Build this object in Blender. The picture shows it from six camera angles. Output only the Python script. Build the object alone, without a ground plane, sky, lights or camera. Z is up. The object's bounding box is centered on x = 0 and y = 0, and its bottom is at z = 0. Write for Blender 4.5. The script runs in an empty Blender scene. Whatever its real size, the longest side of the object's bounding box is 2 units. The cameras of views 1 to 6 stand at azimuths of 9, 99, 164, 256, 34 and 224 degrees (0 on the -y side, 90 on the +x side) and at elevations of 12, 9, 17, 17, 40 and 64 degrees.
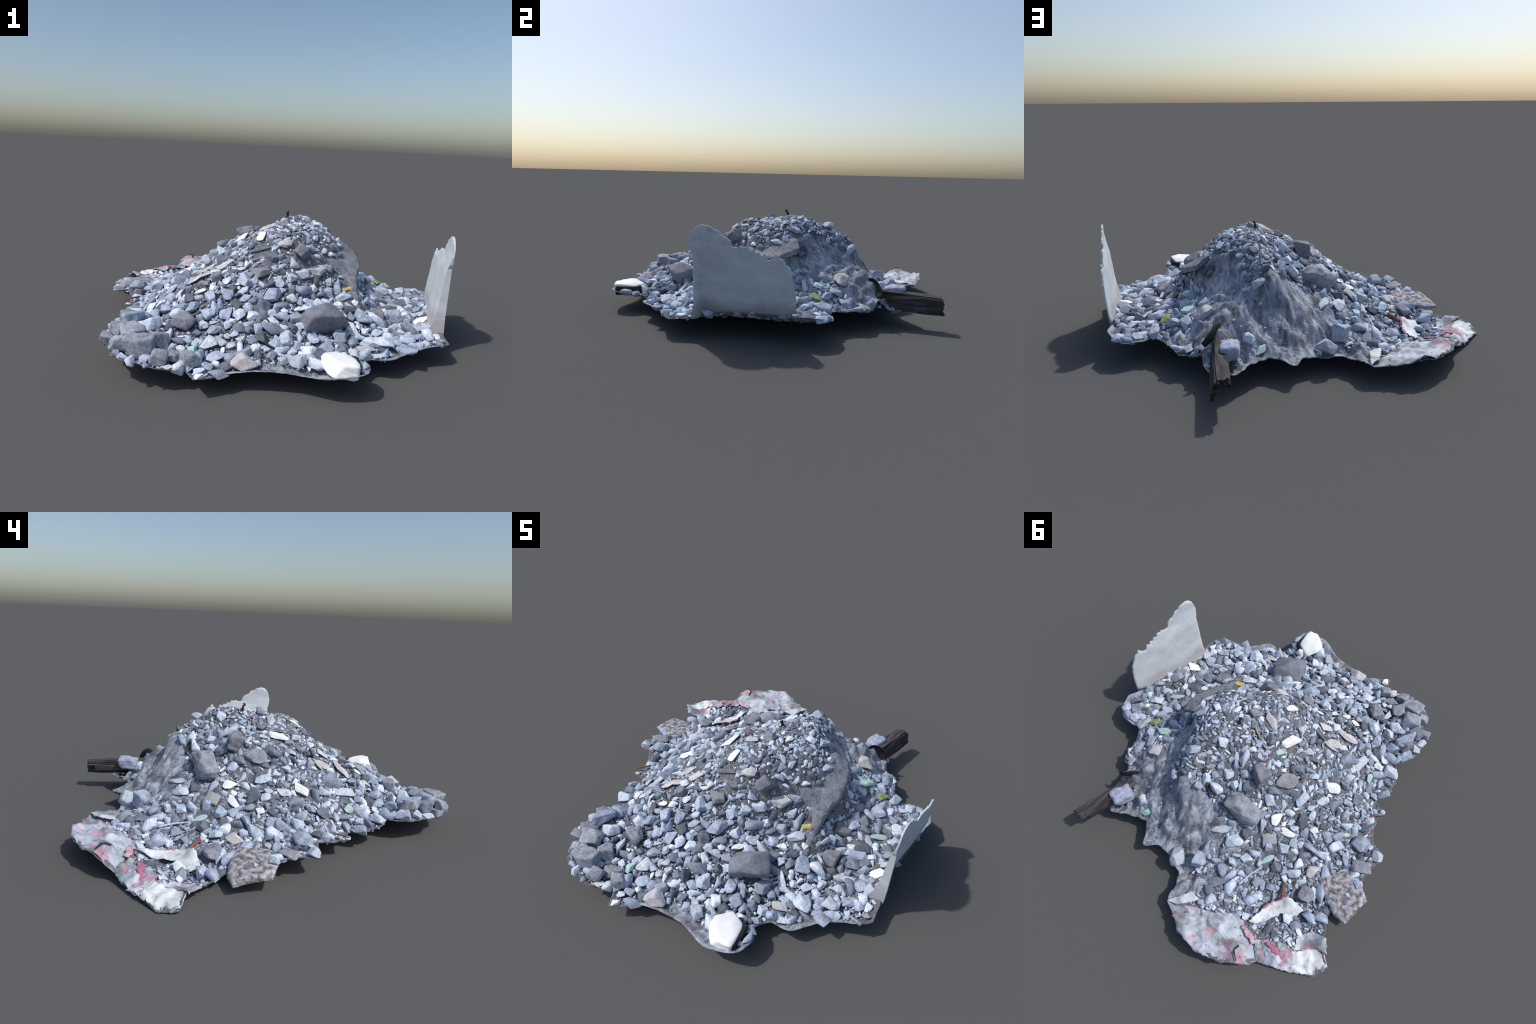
"""A heap of grey demolition rubble: a thin bed of soil and gravel heaped up to a ridge, with
rocks, broken slabs, shards, torn plastic sheeting, a timber and an upright wall panel."""
import bpy, bmesh, math
import numpy as np
from mathutils import Vector, Matrix, geometry

rng = np.random.default_rng(20240611)

# ------------------------------------------------------------------ small numeric helpers
def hash01(ix, iy, k=0):
    h = np.sin(ix * 127.1 + iy * 311.7 + k * 74.7) * 43758.5453
    return h - np.floor(h)

def vnoise(x, y, k=0):
    """smooth value noise, 0..1"""
    ix, iy = np.floor(x), np.floor(y)
    fx, fy = x - ix, y - iy
    fx = fx * fx * fx * (fx * (fx * 6 - 15) + 10)
    fy = fy * fy * fy * (fy * (fy * 6 - 15) + 10)
    a, b = hash01(ix, iy, k), hash01(ix + 1, iy, k)
    c, d = hash01(ix, iy + 1, k), hash01(ix + 1, iy + 1, k)
    return (a * (1 - fx) + b * fx) * (1 - fy) + (c * (1 - fx) + d * fx) * fy

def fbm(x, y, k=0, octaves=4):
    s, amp, tot = 0, 1.0, 0
    for o in range(octaves):
        s = s + amp * (vnoise(x, y, k + o) - 0.5)
        tot += amp
        x, y, amp = x * 2.03 + 3.1, y * 2.03 + 1.7, amp * 0.5
    return s / tot * 2

def pebbles(x, y, k=0):
    """0..1 field of rounded domes, one per jittered cell"""
    ix, iy = np.floor(x), np.floor(y)
    best = np.zeros_like(x)
    for dx in (-1, 0, 1):
        for dy in (-1, 0, 1):
            cx, cy = ix + dx, iy + dy
            px = cx + 0.5 + 0.8 * (hash01(cx, cy, k) - 0.5)
            py = cy + 0.5 + 0.8 * (hash01(cx, cy, k + 1) - 0.5)
            a = hash01(cx, cy, k + 2) * math.pi
            s = 0.35 + 0.35 * hash01(cx, cy, k + 3)
            u = ((x - px) * np.cos(a) + (y - py) * np.sin(a)) / s
            v = (-(x - px) * np.sin(a) + (y - py) * np.cos(a)) / (s * (0.6 + 0.4 * hash01(cx, cy, k + 4)))
            dome = np.clip(1 - (u * u + v * v), 0, 1) ** 0.6 * (0.4 + 0.6 * hash01(cx, cy, k + 5))
            best = np.maximum(best, dome)
    return best

def smooth(a, b, t):
    t = np.clip((t - a) / (b - a), 0, 1)
    return t * t * (3 - 2 * t)

# ------------------------------------------------------------------ the bed: rim and heights
# rim of the bed, walked round from the foot of the wall panel (x, y, z)
RIM_FRONT = [(.968, -.33, .10), (.972, -.375, .10), (.955, -.40, .103), (.916, -.431, .11), (.79, -.50, .091), (.697, -.625, .099), (.60, -.637, .092),
             (.565, -.70, .10), (.60, -.765, .115), (.575, -.86, .125), (.45, -.91, .115), (.297, -.874, .10), (.19, -.882, .099),
             (.063, -.905, .086), (-.045, -.996, .089), (-.10, -.925, .08), (-.215, -.986, .108), (-.30, -.965, .112)]
RIM_LEFT = [(-.395, -.945, .125), (-.45, -.85, .10), (-.505, -.80, .115), (-.53, -.65, .114), (-.474, -.528, .108),
            (-.533, -.493, .108), (-.577, -.374, .10), (-.55, -.30, .085), (-.641, -.259, .096), (-.632, -.20, .084),
            (-.70, -.09, .115), (-.794, -.056, .096), (-.80, .06, .106), (-.83, .17, .085), (-.86, .30, .06),
            (-.80, .355, .05), (-.87, .46, .044), (-.925, .52, .05)]
RIM_BACK = [(-.975, .55, .016), (-.947, .637, .006), (-.80, .741, .012), (-.705, .795, .05), (-.69, .835, .085),
            (-.578, .931, .107), (-.458, .985, .112), (-.334, .984, .112), (-.271, .958, .095), (-.168, .926, .088),
            (-.10, .80, .085), (.073, .771, .09), (.165, .835, .10), (.20, .79, .105), (.264, .737, .106), (.36, .80, .11), (.44, .85, .105)]
RIM_RIGHT = [(.53, .80, .10), (.56, .66, .105), (.60, .615, .103), (.64, .60, .11), (.668, .555, .12), (.70, .47, .115), (.765, .403, .118),
             (.82, .43, .118), (.90, .42, .122), (.945, .378, .138), (.964, .31, .150), (.958, .26, .145), (.948, .10, .142), (.935, -.10, .137), (.94, -.22, .118), (.957, -.27, .106)]
RIM = RIM_FRONT + RIM_LEFT + RIM_BACK + RIM_RIGHT

SUMMIT = [(.152, .098, .557), (.231, .043, .535), (.081, .052, .512), (.20, -.07, .53), (.06, -.18, .497), (.20, -.20, .49),
          (.28, .10, .535), (.35, .10, .515), (.30, .0, .525), (.33, -.07, .475), (.42, .10, .448), (.41, -.07, .395), (.16, .20, .545),
          (.20, .24, .552), (.205, .35, .508), (.21, .44, .447), (.20, .50, .405), (.168, .308, .490), (.12, .42, .43), (.30, .26, .50)]
EAST_CLIFF = [(.47, .03, .385), (.47, .16, .385), (.515, .10, .345), (.56, .08, .215), (.60, .10, .18), (.56, .18, .22), (.60, -.04, .16),
              (.37, .26, .44), (.43, .29, .345), (.50, .28, .235), (.28, .40, .425), (.34, .40, .35), (.40, .42, .30), (.47, .456, .255),
              (.25, .49, .34), (.21, .545, .28), (.28, .53, .29), (.20, .60, .23), (.18, .66, .19), (.335, .66, .19), (.45, .60, .22), (.40, .53, .26),
              (.57, .31, .215), (.53, .38, .225), (.62, .24, .185)]
EAST_FLOOR = [(.677, .329, .18), (.743, .372, .14), (.776, .088, .112), (.80, .174, .108), (.60, .54, .125), (.57, .45, .19), (.64, .42, .165),
              (.875, -.13, .112), (.70, .015, .132), (.66, .12, .158), (.644, -.20, .138), (.63, -.10, .15), (.91, .10, .122), (.90, .30, .118), (.85, -.3, .108)]
SLAB_RIDGE = [(.478, -.104, .29), (.536, -.18, .262), (.545, -.27, .21), (.57, -.356, .16), (.43, -.14, .285), (.45, -.20, .252), (.41, -.24, .26)]
FRONT = [(.351, -.191, .327), (.292, -.485, .214), (.084, -.352, .35), (-.003, -.349, .357), (-.16, -.495, .272), (-.23, -.376, .295),
         (-.186, -.262, .33), (-.10, -.805, .108), (-.172, -.69, .165), (.11, -.857, .098), (.327, -.813, .108), (.47, -.80, .105),
         (.381, -.54, .165), (.67, -.484, .105), (.764, -.408, .103), (.30, -.34, .27), (.0, -.60, .212), (.15, -.60, .195),
         (.25, -.70, .145), (-.05, -.70, .165), (.50, -.50, .128), (.50, -.38, .178), (.1, -.75, .135)]
LEFT = [(-.325, -.86, .13), (-.449, -.65, .155), (-.363, -.459, .178), (-.493, -.172, .162), (-.378, -.101, .235), (-.446, .109, .182),
        (-.185, .105, .378), (-.10, .184, .412), (-.182, .224, .322), (-.253, .166, .288), (-.284, .257, .252), (-.354, .247, .202),
        (-.065, -.042, .455), (-.30, -.20, .28), (-.10, -.15, .405), (-.28, .0, .315), (-.662, -.025, .108), (-.74, .068, .09), (-.738, .153, .08),
        (-.576, .276, .10), (-.56, .0, .128), (-.30, -.62, .16), (-.45, -.35, .155)]
BACK = [(-.142, .366, .285), (-.05, .373, .335), (-.208, .338, .245), (-.316, .341, .205), (-.374, .401, .127), (-.108, .50, .225), (-.359, .597, .082),
        (.064, .255, .44), (.03, .40, .36), (.02, .52, .265), (.05, .62, .20), (-.02, .72, .11), (-.125, .67, .12), (-.20, .55, .165), (.10, .73, .13), (-.25, .45, .19)]
SHEETING = [(-.54, .443, .07), (-.536, .69, .05), (-.586, .457, .055), (-.685, .439, .010), (-.71, .53, .012), (-.60, .835, .112), (-.236, .848, .085),
            (-.734, .685, .062), (-.572, .735, .066), (-.845, .666, .04), (-.80, .541, .008), (-.40, .85, .098), (-.645, .384, .07), (-.50, .30, .12), (-.45, .72, .07), (-.62, .60, .02)]
GUIDES = np.array(RIM + SUMMIT + EAST_CLIFF + EAST_FLOOR + SLAB_RIDGE + FRONT + LEFT + BACK + SHEETING)

def spline_fit(P, stiff=2e-4):
    d = np.hypot(P[:, None, 0] - P[None, :, 0], P[:, None, 1] - P[None, :, 1])
    K = d * d * np.log(d + 1e-9)
    n = len(P)
    A = np.zeros((n + 3, n + 3))
    A[:n, :n] = K + stiff * np.eye(n)
    A[:n, n] = 1
    A[:n, n + 1:] = P[:, :2]
    A[n:, :n] = A[:n, n:].T
    return np.linalg.solve(A, np.r_[P[:, 2], 0, 0, 0])

WEIGHTS = spline_fit(GUIDES)

def heap(x, y):
    """smooth height of the heap"""
    x = np.atleast_1d(np.asarray(x, float)); y = np.atleast_1d(np.asarray(y, float))
    out = np.empty(x.shape)
    for s in range(0, len(x), 4000):
        d = np.hypot(x[s:s + 4000, None] - GUIDES[None, :, 0], y[s:s + 4000, None] - GUIDES[None, :, 1])
        K = d * d * np.log(d + 1e-9)
        out[s:s + 4000] = K @ WEIGHTS[:-3] + WEIGHTS[-3] + WEIGHTS[-2] * x[s:s + 4000] + WEIGHTS[-1] * y[s:s + 4000]
    return np.maximum(out, 0.004)

def heap_normal(x, y, e=0.012):
    gx = (heap(x + e, y) - heap(x - e, y)) / (2 * e)
    gy = (heap(x, y + e) - heap(x, y - e)) / (2 * e)
    n = np.stack([-gx, -gy, np.ones_like(gx)], -1)
    return n / np.linalg.norm(n, axis=1)[:, None]

RIM_SIDE = 1.0

def rim_curve(step=0.006):
    P = np.array(RIM)[:, :2]
    n = len(P)
    out = []
    for i in range(n):
        a, b, c, d = P[i - 1], P[i], P[(i + 1) % n], P[(i + 2) % n]
        m = max(2, int(np.linalg.norm(c - b) / step))
        for t in np.arange(m) / m:
            p = 0.5 * (2 * b + (c - a) * t + (2 * a - 5 * b + 4 * c - d) * t * t + (3 * b - a - 3 * c + d) * t ** 3)
            out.append(0.35 * (b + (c - b) * t) + 0.65 * p)
    out = np.array(out)
    tang = np.roll(out, -1, 0) - np.roll(out, 1, 0)
    tang /= np.linalg.norm(tang, axis=1)[:, None] + 1e-9
    nrm = np.stack([tang[:, 1], -tang[:, 0]], 1)
    s = np.arange(len(out)) * step
    straight = smooth(.93, .96, out[:, 0]) * smooth(.3, .2, np.abs(out[:, 1]))
    amp = 0.010 * (1 - straight) * np.where((out[:, 1] < -.3) & (out[:, 0] > .0), 0.35, 1.0)
    return out + nrm * (fbm(s * 22, s * 0, 5, 3) * amp)[:, None]

RIMXY = rim_curve()
_t = np.roll(RIMXY, -1, 0) - np.roll(RIMXY, 1, 0)
_t /= np.linalg.norm(_t, axis=1)[:, None] + 1e-9
RIM_INNER = RIMXY + .012 * np.stack([_t[:, 1], -_t[:, 0]], 1) * RIM_SIDE

def inside(x, y, poly):
    x = np.atleast_1d(x); y = np.atleast_1d(y)
    r = np.zeros(len(x), bool)
    px, py = poly[:, 0], poly[:, 1]
    qx, qy = np.roll(px, -1), np.roll(py, -1)
    for i in range(len(px)):
        c = (py[i] > y) != (qy[i] > y)
        if c.any():
            xx = (qx[i] - px[i]) * (y - py[i]) / (qy[i] - py[i] + 1e-12) + px[i]
            r ^= c & (x < xx)
    return r

def triangulate(poly, step):
    """constrained Delaunay mesh of a closed outline filled with a jittered grid"""
    lo, hi = poly.min(0), poly.max(0)
    gx, gy = np.meshgrid(np.arange(lo[0], hi[0], step), np.arange(lo[1], hi[1], step * .866))
    gx = gx + (np.arange(gx.shape[0]) % 2)[:, None] * step * .5
    gx, gy = gx.ravel(), gy.ravel()
    j = (hash01(gx * 91, gy * 57, 3) - .5) * step * .35
    gx, gy = gx + j, gy + j[::-1]
    keep = inside(gx, gy, poly)
    gx, gy = gx[keep], gy[keep]
    near = np.ones(len(gx), bool)
    for s in range(0, len(gx), 4000):
        d = np.hypot(gx[s:s + 4000, None] - poly[None, :, 0], gy[s:s + 4000, None] - poly[None, :, 1]).min(1)
        near[s:s + 4000] = d > step * .6
    pts = np.r_[poly, np.stack([gx[near], gy[near]], 1)]
    n = len(poly)
    v, _, f, *_ = geometry.delaunay_2d_cdt([Vector(p) for p in pts], [(i, (i + 1) % n) for i in range(n)], [list(range(n))], 1, 1e-6)
    return np.array([tuple(p) for p in v]), [tuple(t) for t in f]

# ------------------------------------------------------------------ materials
def new_mat(name, rough=.85):
    m = bpy.data.materials.new(name)
    m.use_nodes = True
    nt = m.node_tree
    b = nt.nodes['Principled BSDF']
    b.inputs['Roughness'].default_value = rough
    b.inputs['Specular IOR Level'].default_value = .25
    return m, nt, b

def node(nt, kind, **kw):
    n = nt.nodes.new(kind)
    for k, v in kw.items():
        if k in n.inputs:
            n.inputs[k].default_value = v
        else:
            setattr(n, k, v)
    return n

def ramp(nt, stops, interp='LINEAR'):
    r = nt.nodes.new('ShaderNodeValToRGB')
    r.color_ramp.interpolation = interp
    e = r.color_ramp.elements
    while len(e) < len(stops):
        e.new(.5)
    for el, (p, c) in zip(e, stops):
        el.position = p
        el.color = (*c, 1)
    return r

def mixc(nt, a, b, fac, blend='MIX'):
    m = nt.nodes.new('ShaderNodeMix')
    m.data_type = 'RGBA'
    m.blend_type = blend
    for sock, val in ((0, fac), (6, a), (7, b)):
        if hasattr(val, 'is_linked'):
            nt.links.new(val, m.inputs[sock])
        elif isinstance(val, (tuple, list)):
            m.inputs[sock].default_value = (*val, 1)
        else:
            m.inputs[sock].default_value = val
    return m.outputs[2]

def bump(nt, b, height, strength, dist=.004):
    n = node(nt, 'ShaderNodeBump', Strength=strength, Distance=dist)
    nt.links.new(height, n.inputs['Height'])
    nt.links.new(n.outputs[0], b.inputs['Normal'])

def coords(nt, scale=1.0):
    t = nt.nodes.new('ShaderNodeTexCoord')
    return t.outputs['Object']

GREYS = [(0, (.10, .11, .135)), (.16, (.20, .23, .29)), (.36, (.31, .365, .46)), (.66, (.43, .50, .625)), (.87, (.57, .65, .76)), (.975, (.70, .76, .82)), (1, (.86, .88, .90))]

def stone_mat(name, stops, island=False, mottled=.35, tint=(.235, .24, .262)):
    m, nt, b = new_mat(name)
    if island:
        r = nt.nodes.new('ShaderNodeNewGeometry').outputs['Random Per Island']
    else:
        r = nt.nodes.new('ShaderNodeObjectInfo').outputs['Random']
    cr = ramp(nt, stops)
    nt.links.new(r, cr.inputs[0])
    if island:
        c = nt.nodes.new('ShaderNodeTexCoord').outputs['Object']
    else:
        tc = nt.nodes.new('ShaderNodeNewGeometry').outputs['Position']
        c = tc
    n1 = node(nt, 'ShaderNodeTexNoise', Scale=26.0, Detail=5.0, Roughness=.65)
    n2 = node(nt, 'ShaderNodeTexNoise', Scale=130.0, Detail=3.0, Roughness=.6)
    nt.links.new(c, n1.inputs['Vector'])
    nt.links.new(c, n2.inputs['Vector'])
    f1 = ramp(nt, [(.30, (.50, .49, .49)), (.47, (1, 1, 1)), (.70, (1.4, 1.4, 1.38))])
    nt.links.new(n1.outputs[0], f1.inputs[0])
    f2 = ramp(nt, [(.34, (.55, .54, .54)), (.48, (1, 1, 1)), (.66, (1.35, 1.35, 1.35))])
    nt.links.new(n2.outputs[0], f2.inputs[0])
    col = mixc(nt, cr.outputs[0], f1.outputs[0], min(1, mottled * 1.9), 'MULTIPLY')
    col = mixc(nt, col, f2.outputs[0], min(1, mottled * 1.7), 'MULTIPLY')
    n3 = node(nt, 'ShaderNodeTexNoise', Scale=9.0, Detail=3.0)
    nt.links.new(c, n3.inputs['Vector'])
    f3 = ramp(nt, [(.58, (0, 0, 0)), (.72, (.4, .4, .4))])
    nt.links.new(n3.outputs[0], f3.inputs[0])
    col = mixc(nt, col, tint, f3.outputs[0])
    nt.links.new(col, b.inputs['Base Color'])
    bump(nt, b, n2.outputs[0], .45, .005)
    return m

def flat_stops(c, v=.12):
    return [(0, tuple(k * (1 - v) for k in c)), (1, tuple(min(1, k * (1 + v)) for k in c))]

MAT = {
    'stone': stone_mat('grey_stone', GREYS),
    'gravel': stone_mat('gravel_stone', GREYS, island=True),
    'dark': stone_mat('dark_stone', flat_stops((.21, .22, .26), .25)),
    'brown': stone_mat('brown_stone', flat_stops((.26, .268, .30), .2)),
    'pink': stone_mat('pinkish_stone', flat_stops((.56, .53, .56), .12), mottled=.2),
    'beige': stone_mat('beige_stone', flat_stops((.50, .495, .505), .12), mottled=.25),
    'pale': stone_mat('pale_stone', flat_stops((.52, .58, .67), .15), mottled=.25),
    'white': stone_mat('white_plaster', flat_stops((.80, .84, .85), .06), mottled=.15, tint=(.6, .58, .55)),
    'mint': stone_mat('mint_glass', flat_stops((.42, .60, .58), .12), mottled=.15, tint=(.4, .45, .45)),
    'green': stone_mat('green_scrap', flat_stops((.30, .36, .16), .15), mottled=.3),
    'yellow': stone_mat('yellow_scrap', flat_stops((.50, .42, .16), .15), mottled=.3),
    'orange': stone_mat('orange_chip', flat_stops((.45, .25, .17), .2), mottled=.3),
}

def soil_mat():
    m, nt, b = new_mat('soil_and_grit', .95)
    c = coords(nt)
    # grit: small cells, each with its own grey
    v1 = node(nt, 'ShaderNodeTexVoronoi', Scale=62.0, Randomness=1.0)
    v2 = node(nt, 'ShaderNodeTexVoronoi', Scale=150.0, Randomness=1.0)
    wob = node(nt, 'ShaderNodeTexNoise', Scale=40.0, Detail=3.0)
    nt.links.new(c, wob.inputs['Vector'])
    wv = node(nt, 'ShaderNodeVectorMath', operation='MULTIPLY_ADD')
    nt.links.new(wob.outputs['Color'], wv.inputs[0])
    wv.inputs[1].default_value = (.014, .014, .014)
    nt.links.new(c, wv.inputs[2])
    for v in (v1, v2):
        nt.links.new(wv.outputs[0], v.inputs['Vector'])
    s1 = node(nt, 'ShaderNodeSeparateColor'); nt.links.new(v1.outputs['Color'], s1.inputs[0])
    s2 = node(nt, 'ShaderNodeSeparateColor'); nt.links.new(v2.outputs['Color'], s2.inputs[0])
    g1 = ramp(nt, [(0, (.13, .135, .15)), (.3, (.24, .255, .30)), (.7, (.35, .385, .46)), (.95, (.50, .54, .62)), (1, (.75, .78, .8))])
    nt.links.new(s1.outputs[0], g1.inputs[0])
    g2 = ramp(nt, [(0, (.13, .125, .135)), (.5, (.26, .27, .31)), (1, (.44, .47, .54))])
    nt.links.new(s2.outputs[0], g2.inputs[0])
    patch = node(nt, 'ShaderNodeTexNoise', Scale=7.0, Detail=5.0, Roughness=.6)
    nt.links.new(c, patch.inputs['Vector'])
    pr = ramp(nt, [(.38, (0, 0, 0)), (.58, (1, 1, 1))])
    nt.links.new(patch.outputs[0], pr.inputs[0])
    col = mixc(nt, g1.outputs[0], g2.outputs[0], pr.outputs[0])
    brown = node(nt, 'ShaderNodeTexNoise', Scale=13.0, Detail=6.0, Roughness=.7)
    nt.links.new(c, brown.inputs['Vector'])
    br = ramp(nt, [(.5, (0, 0, 0)), (.66, (.6, .6, .6))])
    nt.links.new(brown.outputs[0], br.inputs[0])
    col = mixc(nt, col, (.15, .14, .145), br.outputs[0])
    sep = node(nt, 'ShaderNodeSeparateXYZ'); nt.links.new(c, sep.inputs[0])
    def band(sock, lo, hi):
        q = node(nt, 'ShaderNodeMapRange', interpolation_type='SMOOTHSTEP')
        q.inputs[1].default_value, q.inputs[2].default_value = lo, hi
        nt.links.new(sock, q.inputs[0])
        return q.outputs[0]
    def times(p, q, op='MULTIPLY'):
        q_ = node(nt, 'ShaderNodeMath', operation=op)
        nt.links.new(p, q_.inputs[0]); nt.links.new(q, q_.inputs[1])
        return q_.outputs[0]
    back = times(band(sep.outputs[1], .36, .46), band(sep.outputs[0], -.34, -.2))
    front = times(band(sep.outputs[1], -.74, -.80), band(sep.outputs[0], -.02, .06))
    corner = times(band(sep.outputs[1], -.40, -.47), band(sep.outputs[0], .58, .66))
    face = times(band(sep.outputs[0], .24, .30), band(sep.outputs[1], .14, .20))
    bare = times(times(back, front, 'MAXIMUM'), times(corner, face, 'MAXIMUM'), 'MAXIMUM')
    # silt: soft smears of grey, blue-grey and umber
    sm = node(nt, 'ShaderNodeTexNoise', Scale=1.0, Detail=6.0, Roughness=.66, Distortion=.5)
    smp = node(nt, 'ShaderNodeMapping'); smp.inputs['Scale'].default_value = (24, 17, 8); smp.inputs['Rotation'].default_value = (0, 0, .5)
    nt.links.new(c, smp.inputs[0]); nt.links.new(smp.outputs[0], sm.inputs['Vector'])
    smr = ramp(nt, [(.30, (.07, .072, .08)), (.41, (.165, .172, .195)), (.52, (.29, .32, .38)), (.62, (.42, .46, .54)), (.72, (.56, .60, .66))])
    nt.links.new(sm.outputs[0], smr.inputs[0])
    shaded_loam = mixc(nt, col, (.108, .108, .119), .70)  # dark soil, deepened further to carry baked shade between the stones
    col = mixc(nt, shaded_loam, smr.outputs[0], bare)
    nt.links.new(col, b.inputs['Base Color'])
    bump(nt, b, v2.outputs['Distance'], .35, .006)
    return m

MAT['soil'] = soil_mat()

def panel_mat():
    m, nt, b = new_mat('weathered_plaster', .8)
    c = coords(nt)
    mp = node(nt, 'ShaderNodeMapping'); mp.inputs['Scale'].default_value = (5, 4, 7)
    nt.links.new(c, mp.inputs[0])
    n = node(nt, 'ShaderNodeTexNoise', Scale=2.0, Detail=7.0, Roughness=.65)
    nt.links.new(mp.outputs[0], n.inputs['Vector'])
    r = ramp(nt, [(.3, (.47, .51, .545)), (.5, (.57, .62, .655)), (.7, (.64, .69, .72))])
    nt.links.new(n.outputs[0], r.inputs[0])
    st = node(nt, 'ShaderNodeTexNoise', Scale=9.0, Detail=6.0, Roughness=.7)
    nt.links.new(c, st.inputs['Vector'])
    sr = ramp(nt, [(.60, (0, 0, 0)), (.74, (.55, .55, .55))])
    nt.links.new(st.outputs[0], sr.inputs[0])
    col = mixc(nt, r.outputs[0], (.30, .31, .33), sr.outputs[0])
    # a darker pinkish-grey band with a noisy upper edge along the foot
    sx = node(nt, 'ShaderNodeSeparateXYZ'); nt.links.new(c, sx.inputs[0])
    ad = node(nt, 'ShaderNodeMath', operation='MULTIPLY_ADD'); ad.inputs[1].default_value = .16
    nt.links.new(st.outputs[0], ad.inputs[0]); nt.links.new(sx.outputs[2], ad.inputs[2])
    fr = ramp(nt, [(.235, (1, 1, 1)), (.30, (0, 0, 0))])
    nt.links.new(ad.outputs[0], fr.inputs[0])
    col = mixc(nt, col, (.40, .38, .40), fr.outputs[0])
    nt.links.new(col, b.inputs['Base Color'])
    bump(nt, b, n.outputs[0], .2, .004)
    return m
MAT['panel'] = panel_mat()

def wood_mat():
    m, nt, b = new_mat('weathered_timber', .8)
    c = coords(nt)
    mp = node(nt, 'ShaderNodeMapping'); mp.inputs['Scale'].default_value = (42, 4, 42)
    nt.links.new(c, mp.inputs[0])
    n = node(nt, 'ShaderNodeTexNoise', Scale=1.2, Detail=6.0, Roughness=.6)
    nt.links.new(mp.outputs[0], n.inputs['Vector'])
    r = ramp(nt, [(.3, (.022, .02, .022)), (.5, (.055, .05, .05)), (.72, (.17, .155, .15))])
    nt.links.new(n.outputs[0], r.inputs[0])
    nt.links.new(r.outputs[0], b.inputs['Base Color'])
    bump(nt, b, n.outputs[0], .5, .006)
    return m
MAT['wood'] = wood_mat()

def speckle_mat():
    m, nt, b = new_mat('speckled_concrete', .9)
    c = coords(nt)
    n = node(nt, 'ShaderNodeTexNoise', Scale=42.0, Detail=5.0, Roughness=.6)
    nt.links.new(c, n.inputs['Vector'])
    r = ramp(nt, [(.38, (.12, .105, .105)), (.52, (.33, .32, .35)), (.66, (.52, .52, .57))])
    nt.links.new(n.outputs[0], r.inputs[0])
    nt.links.new(r.outputs[0], b.inputs['Base Color'])
    bump(nt, b, n.outputs[0], .3, .004)
    return m
MAT['speckle'] = speckle_mat()

def sheeting_mat(name, pink, dirt, wt):
    m, nt, b = new_mat(name, .55)
    c = coords(nt)
    n = node(nt, 'ShaderNodeTexNoise', Scale=11.0, Detail=5.0, Roughness=.6, Distortion=.8)
    nt.links.new(c, n.inputs['Vector'])
    r = ramp(nt, wt)
    nt.links.new(n.outputs[0], r.inputs[0])
    p = node(nt, 'ShaderNodeTexNoise', Scale=12.0, Detail=3.0, Roughness=.5, Distortion=.6)
    mp = node(nt, 'ShaderNodeMapping'); mp.inputs['Location'].default_value = (3.3, 1.7, 5.1)
    nt.links.new(c, mp.inputs[0]); nt.links.new(mp.outputs[0], p.inputs['Vector'])
    pr = ramp(nt, [(pink, (0, 0, 0)), (pink + .08, (.75, .75, .75))])
    nt.links.new(p.outputs[0], pr.inputs[0])
    col = mixc(nt, r.outputs[0], (.45, .21, .29) if pink > .5 else (.43, .09, .19), pr.outputs[0])
    d = node(nt, 'ShaderNodeTexNoise', Scale=8.0, Detail=6.0, Roughness=.7)
    mp2 = node(nt, 'ShaderNodeMapping'); mp2.inputs['Location'].default_value = (7.3, 2.2, 1.1)
    nt.links.new(c, mp2.inputs[0]); nt.links.new(mp2.outputs[0], d.inputs['Vector'])
    dr = ramp(nt, [(dirt, (0, 0, 0)), (dirt + .12, (.8, .8, .8))])
    nt.links.new(d.outputs[0], dr.inputs[0])
    col = mixc(nt, col, (.18, .17, .17), dr.outputs[0])
    nt.links.new(col, b.inputs['Base Color'])
    return m
MAT['bag'] = sheeting_mat('dirty_printed_sheeting', .53, .53, [(.32, (.14, .155, .16)), (.43, (.33, .36, .41)), (.54, (.46, .51, .59)), (.68, (.70, .74, .78))])
MAT['whitebag'] = sheeting_mat('white_sheeting', .72, .56, [(.3, (.34, .36, .38)), (.42, (.58, .62, .64)), (.55, (.76, .80, .82)), (.7, (.84, .86, .87))])

def plain_mat(name, c, v=.3, scale=30.0, rough=.7):
    m, nt, b = new_mat(name, rough)
    n = node(nt, 'ShaderNodeTexNoise', Scale=scale, Detail=4.0)
    nt.links.new(coords(nt), n.inputs['Vector'])
    r = ramp(nt, [(.3, tuple(k * (1 - v) for k in c)), (.7, tuple(min(1, k * (1 + v)) for k in c))])
    nt.links.new(n.outputs[0], r.inputs[0])
    nt.links.new(r.outputs[0], b.inputs['Base Color'])
    return m
MAT['rust'] = plain_mat('rust_brown', (.20, .10, .075))
MAT['magenta'] = sheeting_mat('magenta_print', .42, .58, [(.3, (.34, .20, .25)), (.5, (.52, .34, .40)), (.7, (.70, .66, .69))])
MAT['brightwhite'] = plain_mat('bright_white_plaster', (.93, .94, .94), .04, 12.0)
MAT['nearblack'] = plain_mat('near_black', (.03, .028, .026), .2)  # colours the twig and the black stand-ins for holes and baked shade

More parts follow.
